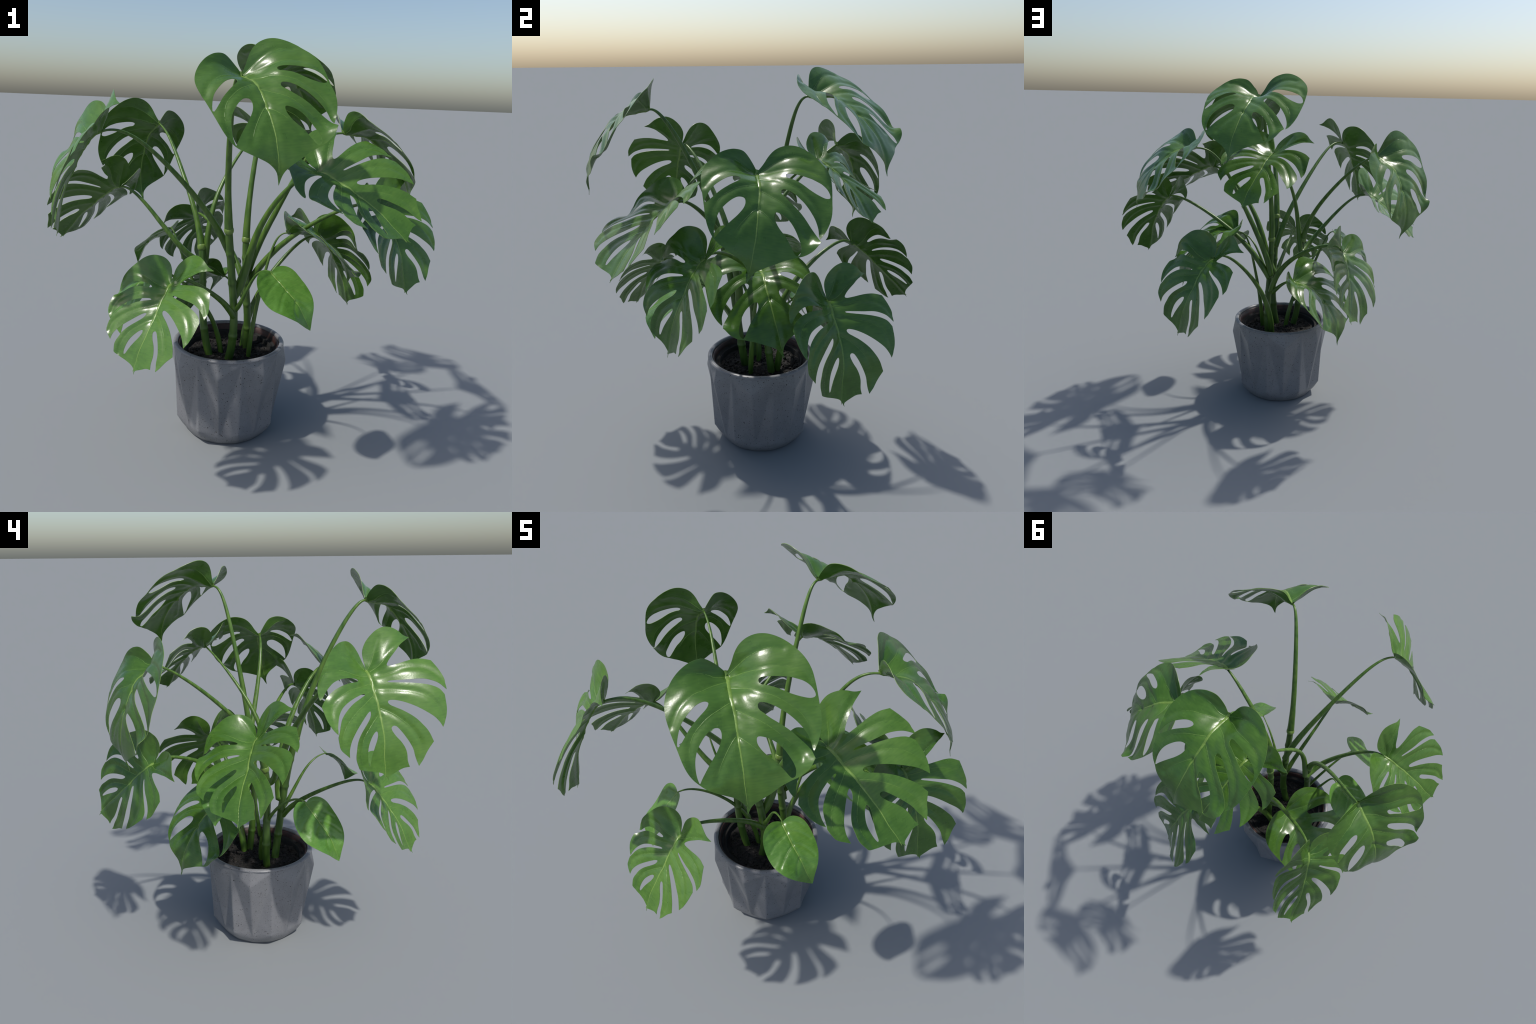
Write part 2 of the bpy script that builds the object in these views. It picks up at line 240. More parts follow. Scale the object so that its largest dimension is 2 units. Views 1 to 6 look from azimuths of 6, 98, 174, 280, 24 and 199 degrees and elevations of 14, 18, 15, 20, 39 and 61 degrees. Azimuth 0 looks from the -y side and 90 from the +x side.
# petioles from the blade down: Bezier points, thickness factor, height of the node for the three leading shoots
PETIOLES = {
    "front tall shoot": ([(0.059, -0.500, 1.807), (0.001, -0.446, 1.840), (0.006, -0.345, 1.629), (-0.049, -0.207, 1.352), (-0.067, -0.132, 1.091), (0.000, -0.118, 0.851), (0.030, -0.085, 0.632), (-0.034, -0.065, 0.400)], 1.08, 1.12),
    "front left": ([(-0.511, -0.507, 1.570), (-0.423, -0.459, 1.609), (-0.360, -0.378, 1.533), (-0.271, -0.283, 1.402), (-0.155, -0.192, 1.271), (-0.072, -0.125, 1.120), (-0.017, -0.083, 0.939)], 1.00, None),
    "back left shoot": ([(-0.525, 0.393, 1.576), (-0.395, 0.271, 1.513), (-0.333, 0.111, 1.330), (-0.221, -0.029, 1.175), (-0.126, -0.080, 1.058), (-0.159, -0.057, 0.909), (-0.223, -0.032, 0.693), (-0.130, -0.037, 0.400)], 1.00, 1.0),
    "back inner": ([(0.046, 0.310, 1.575), (-0.024, 0.184, 1.489), (-0.101, 0.080, 1.354), (-0.147, -0.031, 1.242), (-0.149, -0.064, 1.110), (-0.169, -0.009, 0.927)], 0.90, None),
    "back tall shoot": ([(0.127, 0.285, 1.872), (0.087, 0.195, 1.884), (0.089, 0.191, 1.670), (0.037, 0.120, 1.376), (-0.015, 0.034, 1.107), (0.013, 0.028, 0.872), (0.067, 0.069, 0.653), (0.039, 0.093, 0.400)], 1.00, 1.035),
    "right upper": ([(0.481, 0.098, 1.580), (0.362, 0.073, 1.587), (0.301, 0.051, 1.489), (0.252, 0.064, 1.327), (0.160, 0.094, 1.157), (0.059, 0.109, 0.992), (0.028, 0.104, 0.805)], 1.05, None),
    "front right": ([(0.379, -0.283, 1.424), (0.332, -0.248, 1.452), (0.252, -0.193, 1.360), (0.141, -0.137, 1.241), (0.073, -0.092, 1.126), (0.068, -0.069, 1.001), (0.052, -0.071, 0.875), (-0.009, -0.088, 0.764)], 1.25, None),
    "left middle": ([(-0.598, -0.064, 1.280), (-0.515, -0.088, 1.309), (-0.426, -0.098, 1.191), (-0.308, -0.130, 1.040), (-0.226, -0.122, 0.936), (-0.172, -0.014, 0.913)], 1.00, None),
    "front low left": ([(-0.204, -0.556, 0.955), (-0.194, -0.498, 1.002), (-0.161, -0.419, 0.940), (-0.103, -0.296, 0.859), (-0.042, -0.172, 0.788), (-0.004, -0.107, 0.667)], 0.85, None),
    "young front": ([(0.194, -0.319, 0.974), (0.126, -0.244, 0.975), (0.086, -0.197, 0.903), (0.068, -0.168, 0.802), (0.000, -0.095, 0.690)], 0.62, None),
    "young left": ([(-0.392, -0.264, 0.915), (-0.341, -0.204, 0.938), (-0.269, -0.127, 0.857), (-0.173, -0.038, 0.747), (-0.104, 0.014, 0.612), (-0.079, 0.001, 0.400)], 0.75, None),
    "young low left": ([(-0.367, 0.053, 1.067), (-0.330, 0.002, 1.070), (-0.312, -0.001, 0.966), (-0.244, 0.004, 0.796), (-0.130, 0.000, 0.600)], 0.60, None),
    "inner right": ([(0.237, 0.069, 1.074), (0.174, 0.067, 1.077), (0.156, 0.051, 1.013), (0.140, 0.027, 0.894), (0.104, 0.004, 0.749), (0.075, -0.012, 0.592), (0.066, -0.020, 0.400)], 0.72, None),
    "right middle": ([(0.660, -0.091, 1.262), (0.587, -0.050, 1.301), (0.462, -0.015, 1.209), (0.279, 0.034, 1.117), (0.143, 0.077, 0.983), (0.040, 0.100, 0.786)], 1.00, None),
    "back right low": ([(0.384, 0.394, 0.996), (0.313, 0.330, 1.023), (0.256, 0.272, 0.963), (0.169, 0.220, 0.857), (0.073, 0.176, 0.741), (0.024, 0.141, 0.601), (0.018, 0.114, 0.400)], 1.00, None),
    "back left low": ([(-0.322, 0.504, 1.049), (-0.335, 0.446, 1.112), (-0.234, 0.378, 1.072), (-0.100, 0.251, 0.996), (-0.008, 0.141, 0.887), (0.029, 0.111, 0.700)], 1.00, None),
    "inner back": ([(-0.103, 0.190, 0.788), (-0.069, 0.150, 0.786), (-0.020, 0.150, 0.750), (0.020, 0.110, 0.690)], 0.80, None),
}

POT = {
    "centre": (-0.043, 0.018),
    "inner": 0.263,
    "liner_top": 0.483,
    "soil": 0.423,
}

# ---------------------------------------------------------------- helpers
def smooth_curve(points, closed=False, step=0.012):
    """Catmull-Rom curve through 2D control points, sampled about every `step`."""
    pts = [Vector(p) for p in points]
    n = len(pts)
    out = []
    for i in range(n if closed else n - 1):
        if closed:
            p0, p1, p2, p3 = (pts[(i + k - 1) % n] for k in range(4))
        else:
            p1, p2 = pts[i], pts[i + 1]
            p0 = pts[i - 1] if i else p1 * 2 - p2
            p3 = pts[i + 2] if i + 2 < n else p2 * 2 - p1
        m = max(1, int((p2 - p1).length / step + 0.5))
        for k in range(m):
            t = k / m
            out.append(0.5 * ((2 * p1) + (p2 - p0) * t + (2 * p0 - 5 * p1 + 4 * p2 - p3) * t * t
                              + (3 * p1 - p0 - 3 * p2 + p3) * t ** 3))
    if not closed:
        out.append(pts[-1])
    return [tuple(p) for p in out]


def inside(px, poly):
    """Even-odd test of many points against one polygon."""
    poly = np.asarray(poly)
    a, b = poly, np.roll(poly, -1, axis=0)
    x, y = px[:, 0][:, None], px[:, 1][:, None]
    cross = (a[:, 1] > y) != (b[:, 1] > y)
    with np.errstate(divide="ignore", invalid="ignore"):
        xi = a[:, 0] + (y - a[:, 1]) * (b[:, 0] - a[:, 0]) / (b[:, 1] - a[:, 1])
    return (np.sum(cross & (x < xi), axis=1) % 2) == 1


def dist_to_polyline(px, line):
    line = np.asarray(line)
    best = np.full(len(px), 9.0)
    for a, b in zip(line[:-1], line[1:]):
        ab = b - a
        t = np.clip(((px - a) @ ab) / max(ab @ ab, 1e-12), 0, 1)
        best = np.minimum(best, np.linalg.norm(px - (a + t[:, None] * ab), axis=1))
    return best


class BentSheet:
    """Height of a blade over its own plane: a thin plate bent through a few anchor points."""

    def __init__(self, anchors, stiffness):
        c = np.asarray(anchors, float)
        self.c = c[:, :2]
        n = len(c)
        d = np.linalg.norm(self.c[:, None] - self.c[None], axis=-1)
        k = np.where(d > 0, d * d * np.log(d + 1e-12), 0) + stiffness * np.eye(n)
        p = np.c_[np.ones(n), self.c]
        s = np.linalg.solve(np.block([[k, p], [p.T, np.zeros((3, 3))]]), np.r_[c[:, 2], 0, 0, 0])
        self.w, self.a = s[:n], s[n:]

    def __call__(self, xy):
        xy = np.atleast_2d(xy)
        d = np.linalg.norm(xy[:, None] - self.c[None], axis=-1)
        z = np.where(d > 0, d * d * np.log(d + 1e-12), 0) @ self.w + self.a[0] + xy @ self.a[1:]
        return np.c_[xy, z]


class RolledSheet:
    """A young blade: folded along the midrib, margins rolling down, midrib arching."""

    def __init__(self, arch, lobe_arch, fold, roll):
        self.p = (arch, lobe_arch, fold, roll)

    def __call__(self, xy):
        arch, lobe, fold, roll = self.p
        xy = np.atleast_2d(xy)
        x, v = xy[:, 0], -xy[:, 1]
        g, w = np.polynomial.legendre.leggauss(8)
        g, w = (g + 1) / 2, w / 2
        k = np.where(v > 0, arch, lobe)
        th = k[:, None] * v[:, None] * g
        my, mz = -(np.cos(th) @ w) * v, -(np.sin(th) @ w) * v
        ax = np.abs(x)
        a = fold - roll * ax[:, None] * g
        lx, lz = (np.cos(a) @ w) * ax * np.sign(x), (np.sin(a) @ w) * ax
        t = k * v
        return np.c_[lx, my - np.sin(t) * lz, mz + np.cos(t) * lz]


def mesh_from(name, verts, faces, smooth=True):
    me = bpy.data.meshes.new(name)
    me.from_pydata([tuple(v) for v in verts], [], [tuple(f) for f in faces])
    me.validate()
    me.update()
    if smooth:
        me.polygons.foreach_set("use_smooth", [True] * len(me.polygons))
    return me


def new_object(name, data, parent=None, kind=None):
    ob = bpy.data.objects.new(name, data)
    bpy.context.scene.collection.objects.link(ob)
    if parent is not None:
        ob.parent = parent
    if kind:
        ob["kind"] = kind
    return ob


def flat_sheet(outline, holes, spacing):
    """Triangulate an outline with holes; the inner points lie on a jittered hexagonal grid."""
    loops = [outline] + holes
    verts, edges = [], []
    for loop in loops:
        s = len(verts)
        verts += [Vector(p) for p in loop]
        edges += [(s + i, s + (i + 1) % len(loop)) for i in range(len(loop))]
    o = np.array(outline)
    lo, hi = o.min(0), o.max(0)
    rows = np.arange(lo[1], hi[1], spacing * 0.87)
    grid = []
    for j, y in enumerate(rows):
        xs = np.arange(lo[0] + (j % 2) * spacing / 2, hi[0], spacing)
        grid += [(x, y) for x in xs]
    grid = np.array(grid)
    keep = inside(grid, outline)
    for h in holes:
        keep &= ~inside(grid, h)
    for loop in loops:
        keep &= dist_to_polyline(grid, list(loop) + [loop[0]]) > spacing * 0.45
    verts += [Vector(p) for p in grid[keep]]
    v2, _, f2, *_ = delaunay_2d_cdt(verts, edges, [], 0, 1e-6)
    v2 = np.array([tuple(v) for v in v2])
    f2 = np.array([f for f in f2 if len(f) == 3])
    cen = v2[f2].mean(1)
    ok = inside(cen, outline)
    for h in holes:
        ok &= ~inside(cen, h)
    return v2, f2[ok]


def sheet_normals(surface, xy):
    e = 2e-3
    dx = surface(xy + [e, 0]) - surface(xy - [e, 0])
    dy = surface(xy + [0, e]) - surface(xy - [0, e])
    n = np.cross(dx, dy)
    return n / np.linalg.norm(n, axis=1)[:, None]


class BentLike:
    """A blade surface that departs from its kind by small shifts of landmarks, spread smoothly."""

    def __init__(self, surface, anchors, shifts):
        self.s = surface
        self.c = np.array([anchors[k][:2] for k in shifts])
        k = np.exp(-((self.c[:, None] - self.c[None]) ** 2).sum(-1) / (2 * 0.26 ** 2)) + 0.002 * np.eye(len(self.c))
        self.w = np.linalg.solve(k, np.array(list(shifts.values())))

    def __call__(self, xy):
        xy = np.atleast_2d(xy)
        k = np.exp(-((xy[:, None] - self.c[None]) ** 2).sum(-1) / (2 * 0.26 ** 2))
        return self.s(xy) + k @ self.w


def blade_relief(shape, xy):
    """Side veins lie in shallow grooves with a swell on either side; the lamina undulates a little."""
    relief = np.zeros(len(xy))
    for key, line in shape["veins"].items():
        d = dist_to_polyline(xy, smooth_curve(line))
        depth = 0.006 if key == "midrib" else 0.0065
        relief += -depth * np.exp(-(d / 0.018) ** 2) + 0.35 * depth * np.exp(-((d - 0.045) / 0.03) ** 2)
    wavy = [0.004 * noise.noise((x * 6, y * 6, shape["seed"])) + shape["crinkle"] * noise.noise((x * 21, y * 21, shape["seed"] + 5)) for x, y in xy]
    return relief + np.array(wavy)


def blade_mesh(name, shape, mirror=False):
    """A blade of real thickness: outline, slits and holes, bent, with sunken side veins."""
    outline = []
    for run in shape["margin"].values():
        outline += smooth_curve(run)[:-1]
    holes = [smooth_curve(h, closed=True) for h in shape["holes"].values()]
    xy, tri = flat_sheet(outline, holes, 0.019)
    surf = shape["surface"]
    p = surf(xy)
    n = sheet_normals(surf, xy)
    relief = blade_relief(shape, xy)
    top = p + n * (relief + BLADE_THICKNESS / 2)[:, None]
    bottom = p + n * (relief - BLADE_THICKNESS / 2)[:, None]
    m = len(xy)
    faces = [tuple(t) for t in tri] + [(t[2] + m, t[1] + m, t[0] + m) for t in tri]
    count = {}
    for a, b, c in tri:
        for e in ((a, b), (b, c), (c, a)):
            count[tuple(sorted(e))] = count.get(tuple(sorted(e)), 0) + 1
    for a, b, c in tri:
        for u, v in ((a, b), (b, c), (c, a)):
            if count[tuple(sorted((u, v)))] == 1:
                faces.append((v, u, u + m, v + m))
    verts = np.vstack([top, bottom])
    if mirror:
        verts = verts * [-1, 1, 1]
        faces = [f[::-1] for f in faces]
    me = mesh_from(name, verts, faces)
    me.set_sharp_from_angle(angle=math.radians(55))
    for i in range(2 * len(tri), len(me.polygons)):
        me.polygons[i].material_index = 1
    return me


def vein_mesh(name, shape, mirror=False):
    """Midrib and side veins: low rounded ribs that follow the blade on both faces."""
    verts, faces, slots = [], [], []
    surf = shape["surface"]
    for key, line in shape["veins"].items():
        pts = np.array(smooth_curve(line, step=0.02))
        n_pts = len(pts)
        t = np.gradient(pts, axis=0)
        t /= np.linalg.norm(t, axis=1)[:, None]
        side = np.c_[-t[:, 1], t[:, 0]]
        s = np.linspace(0, 1, n_pts)
        if key == "midrib":
            half = 0.0125 * (1 - s) ** 0.8 + 0.0022
            rise = 0.0055 * (1 - s) + 0.0012
        else:
            half = 0.0045 * (1 - s) ** 0.8 + 0.0007
            rise = 0.0020 * (1 - s) + 0.0001
        for face in (1, -1):
            base = len(verts)
            slots.append((len(faces), 0 if key == "midrib" else 1))
            cross = (-1.0, -0.55, 0.0, 0.55, 1.0)
            for c in cross:
                q = pts + side * (half * c)[:, None]
                nrm = sheet_normals(surf, q)
                edge = -0.0012 if abs(c) == 1 else 0.0004
                lift = blade_relief(shape, q) + face * (BLADE_THICKNESS / 2 + edge + rise * (1 - c * c) * (1.0 if face > 0 else 0.6))
                verts += list(surf(q) + nrm * lift[:, None])
            for a in range(len(cross) - 1):
                for i in range(n_pts - 1):
                    u = base + a * n_pts + i
                    f = (u, u + 1, u + 1 + n_pts, u + n_pts)
                    faces.append(f if face < 0 else f[::-1])
    verts = np.array(verts)
    if mirror:
        verts = verts * [-1, 1, 1]
        faces = [f[::-1] for f in faces]
    me = mesh_from(name, verts, faces)
    for (start, slot), end in zip(slots, [q[0] for q in slots[1:]] + [len(faces)]):
        for i in range(start, end):
            me.polygons[i].material_index = slot
    return me


def bezier(ctrl, n):
    c = np.asarray(ctrl, float)
    k = len(c) - 1
    t = np.linspace(0, 1, n)
    return sum(comb(k, i) * (t ** i * (1 - t) ** (k - i))[:, None] * c[i] for i in range(k + 1))


def tube(path, radii, sides=14, channel=0.0, seed=0.0):
    """Sweep a slightly uneven round section along a path; `channel` sinks a groove on its upper side."""
    path = np.asarray(path)
    n = len(path)
    tan = np.gradient(path, axis=0)
    tan /= np.linalg.norm(tan, axis=1)[:, None]
    up = np.array([0.0, 0.0, 1.0])
    verts, faces = [], []
    ref = np.cross(tan[0], up)
    if np.linalg.norm(ref) < 0.1:
        ref = np.array([1.0, 0, 0])
    for i in range(n):
        ref = ref - tan[i] * (ref @ tan[i])
        ref /= np.linalg.norm(ref)
        b = np.cross(tan[i], ref)
        for k in range(sides):
            a = 2 * math.pi * k / sides
            r = radii[i] * (1 + 0.05 * noise.noise((path[i][0] * 30 + seed, path[i][2] * 22, math.cos(a))))
            r *= 1 - channel * math.exp(-((a - math.pi / 2) / 0.45) ** 2) * (1 if i > n * 0.1 else i / (n * 0.1))
            verts.append(path[i] + r * (math.cos(a) * ref - math.sin(a) * b))
    for i in range(n - 1):
        for k in range(sides):
            u, v = i * sides + k, i * sides + (k + 1) % sides
            faces.append((u, v, v + sides, u + sides))
    for i, sgn in ((0, -1), (n - 1, 1)):
        c0 = len(verts)
        verts.append(path[i] + tan[i] * radii[i] * 0.6 * sgn)
        ring = [i * sides + k for k in range(sides)]
        for k in range(sides):
            tri = (ring[k], ring[(k + 1) % sides], c0)
            faces.append(tri if sgn > 0 else tri[::-1])
    return verts, faces


def profile(t, keys):
    return np.interp(t, [k[0] for k in keys], [k[1] for k in keys])


# ---------------------------------------------------------------- materials
def material(name):
    m = bpy.data.materials.new(name)
    m.use_nodes = True
    nt = m.node_tree
    bsdf = nt.nodes["Principled BSDF"]
    return m, nt, bsdf


def node(nt, kind, **kw):
    n = nt.nodes.new("ShaderNode" + kind)
    for k, v in kw.items():
        if k in n.inputs:
            n.inputs[k].default_value = v
        else:
            setattr(n, k, v)
    return n


def ramp(nt, fac, stops):
    r = node(nt, "ValToRGB")
    els = r.color_ramp.elements
    while len(els) < len(stops):
        els.new(0.5)
    for e, (pos, col) in zip(els, stops):
        e.position = pos
        e.color = (*col, 1)
    nt.links.new(fac, r.inputs[0])
    return r.outputs[0]


def mix(nt, fac, a, b, blend="MIX"):
    m = node(nt, "Mix", data_type="RGBA", blend_type=blend)
    for sock, val in ((m.inputs[0], fac), (m.inputs[6], a), (m.inputs[7], b)):
        if hasattr(val, "is_linked"):
            nt.links.new(val, sock)
        else:
            sock.default_value = val if not isinstance(val, tuple) or len(val) == 4 else (*val, 1)
    return m.outputs[2]


def bump(nt, bsdf, height, strength, distance):
    b = node(nt, "Bump")
    b.inputs["Strength"].default_value = strength
    b.inputs["Distance"].default_value = distance
    nt.links.new(height, b.inputs["Height"])
    nt.links.new(b.outputs[0], bsdf.inputs["Normal"])


def leaf_material(name, dark, mid, light, rough):
    m, nt, bsdf = material(name)
    tc = node(nt, "TexCoord")
    big = node(nt, "TexNoise", Scale=3.2, Detail=4.0, Roughness=0.6)
    nt.links.new(tc.outputs["Object"], big.inputs["Vector"])
    col = ramp(nt, big.outputs[0], [(0.30, dark), (0.52, mid), (0.74, light)])
    # fine streaks that run out from the midrib towards the tip
    mp = node(nt, "Mapping")
    mp.inputs["Rotation"].default_value = (0, 0, 0.6)
    mp.inputs["Scale"].default_value = (14, 70, 14)
    nt.links.new(tc.outputs["Object"], mp.inputs["Vector"])
    streak = node(nt, "TexNoise", Scale=1.0, Detail=3.0)
    nt.links.new(mp.outputs[0], streak.inputs["Vector"])
    col = mix(nt, 0.55, col, ramp(nt, streak.outputs[0], [(0.3, (0.36, 0.40, 0.36)), (0.7, (0.62, 0.60, 0.60))]), "OVERLAY")
    # each leaf a little different in tone
    info = node(nt, "ObjectInfo")
    hsv = node(nt, "HueSaturation")
    mr = node(nt, "MapRange")
    mr.inputs["To Min"].default_value, mr.inputs["To Max"].default_value = 0.9, 1.1
    nt.links.new(info.outputs["Random"], mr.inputs[0])
    nt.links.new(mr.outputs[0], hsv.inputs["Value"])
    nt.links.new(col, hsv.inputs["Color"])
    nt.links.new(hsv.outputs[0], bsdf.inputs["Base Color"])
    fine = node(nt, "TexNoise", Scale=60.0, Detail=3.0)
    nt.links.new(tc.outputs["Object"], fine.inputs["Vector"])
    rr = node(nt, "MapRange")
    rr.inputs["To Min"].default_value, rr.inputs["To Max"].default_value = rough - 0.04, rough + 0.05
    nt.links.new(big.outputs[0], rr.inputs[0])
    nt.links.new(rr.outputs[0], bsdf.inputs["Roughness"])
    bsdf.inputs["Specular IOR Level"].default_value = 0.5
    bump(nt, bsdf, fine.outputs[0], 0.06, 0.004)
    out = nt.nodes["Material Output"]
    tr = node(nt, "BsdfTranslucent")
    nt.links.new(hsv.outputs[0], tr.inputs["Color"])
    ms = node(nt, "MixShader")
    ms.inputs[0].default_value = 0.06
    nt.links.new(bsdf.outputs[0], ms.inputs[1])
    nt.links.new(tr.outputs[0], ms.inputs[2])
    nt.links.new(ms.outputs[0], out.inputs["Surface"])
    return m


def stalk_material(name, dark, light, rough=0.4):
    m, nt, bsdf = material(name)
    tc = node(nt, "TexCoord")
    mp = node(nt, "Mapping")
    mp.inputs["Scale"].default_value = (60, 60, 7)
    nt.links.new(tc.outputs["Object"], mp.inputs["Vector"])
    nz = node(nt, "TexNoise", Scale=1.0, Detail=4.0)
    nt.links.new(mp.outputs[0], nz.inputs["Vector"])
    col = ramp(nt, nz.outputs[0], [(0.32, dark), (0.70, light)])
    nt.links.new(col, bsdf.inputs["Base Color"])
    bsdf.inputs["Roughness"].default_value = rough
    bump(nt, bsdf, nz.outputs[0], 0.15, 0.003)
    return m


def concrete_material():
    m, nt, bsdf = material("speckled_concrete")
    tc = node(nt, "TexCoord")
    big = node(nt, "TexNoise", Scale=6.0, Detail=6.0, Roughness=0.65)
    nt.links.new(tc.outputs["Object"], big.inputs["Vector"])
    col = ramp(nt, big.outputs[0], [(0.3, (0.158, 0.160, 0.170)), (0.7, (0.205, 0.207, 0.217))])
    grain = node(nt, "TexNoise", Scale=220.0, Detail=2.0)
    nt.links.new(tc.outputs["Object"], grain.inputs["Vector"])
    col = mix(nt, 0.35, col, ramp(nt, grain.outputs[0], [(0.3, (0.40, 0.40, 0.40)), (0.7, (0.60, 0.60, 0.60))]), "OVERLAY")
    for scale, size, tint in ((62, 0.20, (0.020, 0.018, 0.018)), (130, 0.26, (0.030, 0.026, 0.025)), (95, 0.22, (0.025, 0.022, 0.022)), (36, 0.12, (0.035, 0.026, 0.022)), (180, 0.26, (0.035, 0.032, 0.032))):
        v = node(nt, "TexVoronoi", Scale=scale)
        v.inputs["Randomness"].default_value = 1.0
        nt.links.new(tc.outputs["Object"], v.inputs["Vector"])
        sep = node(nt, "SeparateColor")
        nt.links.new(v.outputs["Color"], sep.inputs[0])
        # only some cells hold a pit, and each pit has its own size
        lim = node(nt, "Math", operation="MULTIPLY")
        lim.inputs[1].default_value = size
        pick = node(nt, "Math", operation="GREATER_THAN")
        pick.inputs[1].default_value = 0.62
        nt.links.new(sep.outputs[1], pick.inputs[0])
        nt.links.new(sep.outputs[0], lim.inputs[0])
        lt = node(nt, "Math", operation="LESS_THAN")
        nt.links.new(v.outputs["Distance"], lt.inputs[0])
        nt.links.new(lim.outputs[0], lt.inputs[1])
        both = node(nt, "Math", operation="MULTIPLY")
        nt.links.new(lt.outputs[0], both.inputs[0])
        nt.links.new(pick.outputs[0], both.inputs[1])
        col = mix(nt, both.outputs[0], col, tint)
    nt.links.new(col, bsdf.inputs["Base Color"])
    bsdf.inputs["Roughness"].default_value = 0.36
    bump(nt, bsdf, grain.outputs[0], 0.08, 0.002)
    return m


def nursery_material():
    m, nt, bsdf = material("brown_plastic")
    tc = node(nt, "TexCoord")
    nz = node(nt, "TexNoise", Scale=18.0, Detail=5.0, Roughness=0.7)
    nt.links.new(tc.outputs["Object"], nz.inputs["Vector"])
    col = ramp(nt, nz.outputs[0], [(0.35, (0.018, 0.010, 0.009)), (0.58, (0.055, 0.021, 0.017)), (0.80, (0.120, 0.062, 0.044))])
    nt.links.new(col, bsdf.inputs["Base Color"])
    bsdf.inputs["Roughness"].default_value = 0.5
    return m


def soil_material(name, stops, scale):
    m, nt, bsdf = material(name)
    tc = node(nt, "TexCoord")
    nz = node(nt, "TexNoise", Scale=scale, Detail=8.0, Roughness=0.75)
    nt.links.new(tc.outputs["Object"], nz.inputs["Vector"])
    nt.links.new(ramp(nt, nz.outputs[0], stops), bsdf.inputs["Base Color"])
    bsdf.inputs["Roughness"].default_value = 0.8
    bump(nt, bsdf, nz.outputs[0], 0.7, 0.01)
    return m


LEAF = leaf_material("glossy_leaf", (0.044, 0.116, 0.014), (0.066, 0.152, 0.021), (0.090, 0.182, 0.030), 0.27)
YOUNG = leaf_material("young_leaf", (0.062, 0.165, 0.022), (0.092, 0.215, 0.034), (0.125, 0.255, 0.046), 0.28)
EDGE = stalk_material("leaf_edge", (0.110, 0.200, 0.030), (0.160, 0.260, 0.050), 0.4)
VEIN = stalk_material("leaf_vein", (0.125, 0.225, 0.035), (0.175, 0.280, 0.060), 0.33)
SIDE_VEIN = stalk_material("leaf_side_vein", (0.078, 0.170, 0.025), (0.115, 0.212, 0.038), 0.33)
STALK = stalk_material("green_stalk", (0.040, 0.105, 0.012), (0.105, 0.190, 0.030), 0.38)
STEM = stalk_material("green_stem", (0.035, 0.090, 0.012), (0.080, 0.150, 0.025), 0.42)
NODE = stalk_material("pale_node", (0.110, 0.190, 0.030), (0.190, 0.280, 0.070), 0.38)
CONCRETE = concrete_material()
PLASTIC = nursery_material()
BLACK = soil_material("black_plastic", [(0.35, (0.006, 0.006, 0.006)), (0.70, (0.014, 0.013, 0.012))], 20.0)
SOIL = soil_material("potting_soil", [(0.35, (0.004, 0.0035, 0.003)), (0.58, (0.010, 0.0085, 0.0075)), (0.80, (0.030, 0.026, 0.023))], 60.0)
CHIP = soil_material("bark_chip", [(0.32, (0.007, 0.006, 0.0055)), (0.58, (0.020, 0.016, 0.014)), (0.82, (0.120, 0.108, 0.098))], 30.0)

# ---------------------------------------------------------------- the plant
plant = new_object("potted_plant", None)
plant["label"] = "glossy split-leaf monstera in a faceted grey concrete pot"
plant["category"] = "potted plant"

slit["surface"] = BentSheet(list(slit["anchors"].values()), STIFFNESS)
slit["seed"], slit["crinkle"] = 1.0, 0.0007
holed["surface"] = BentSheet(list(holed["anchors"].values()), STIFFNESS)
holed["seed"], holed["crinkle"] = 2.0, 0.0010
young["surface"] = BentSheet(list(young["anchors"].values()), STIFFNESS)
young["seed"], young["crinkle"] = 3.0, 0.0022

shapes = {"slit": slit, "holed": holed, "young": young}
blades = {}
for kind, mirror, loc, quat, size, shifts in LEAVES:
    key = (kind, mirror, tuple(loc) if shifts else None)
    if key not in blades:
        shape = dict(shapes[kind])
        if shifts:
            shape["surface"] = BentLike(shape["surface"], shape["anchors"], shifts)
            shape["seed"] += loc[0] * 3
        b = blade_mesh(kind + "_blade", shape, mirror)
        b.materials.append(YOUNG if kind == "young" else LEAF)
        b.materials.append(EDGE)
        v = vein_mesh(kind + "_veins", shape, mirror)
        v.materials.append(VEIN)
        v.materials.append(SIDE_VEIN)
        blades[key] = (b, v)
    b, v = blades[key]
    leaf = new_object("leaf", b, plant)
    leaf.location = loc
    leaf.rotation_mode = "QUATERNION"
    leaf.rotation_quaternion = quat
    leaf.scale = (size, size, size)
    ribs = new_object("vein", v, leaf)

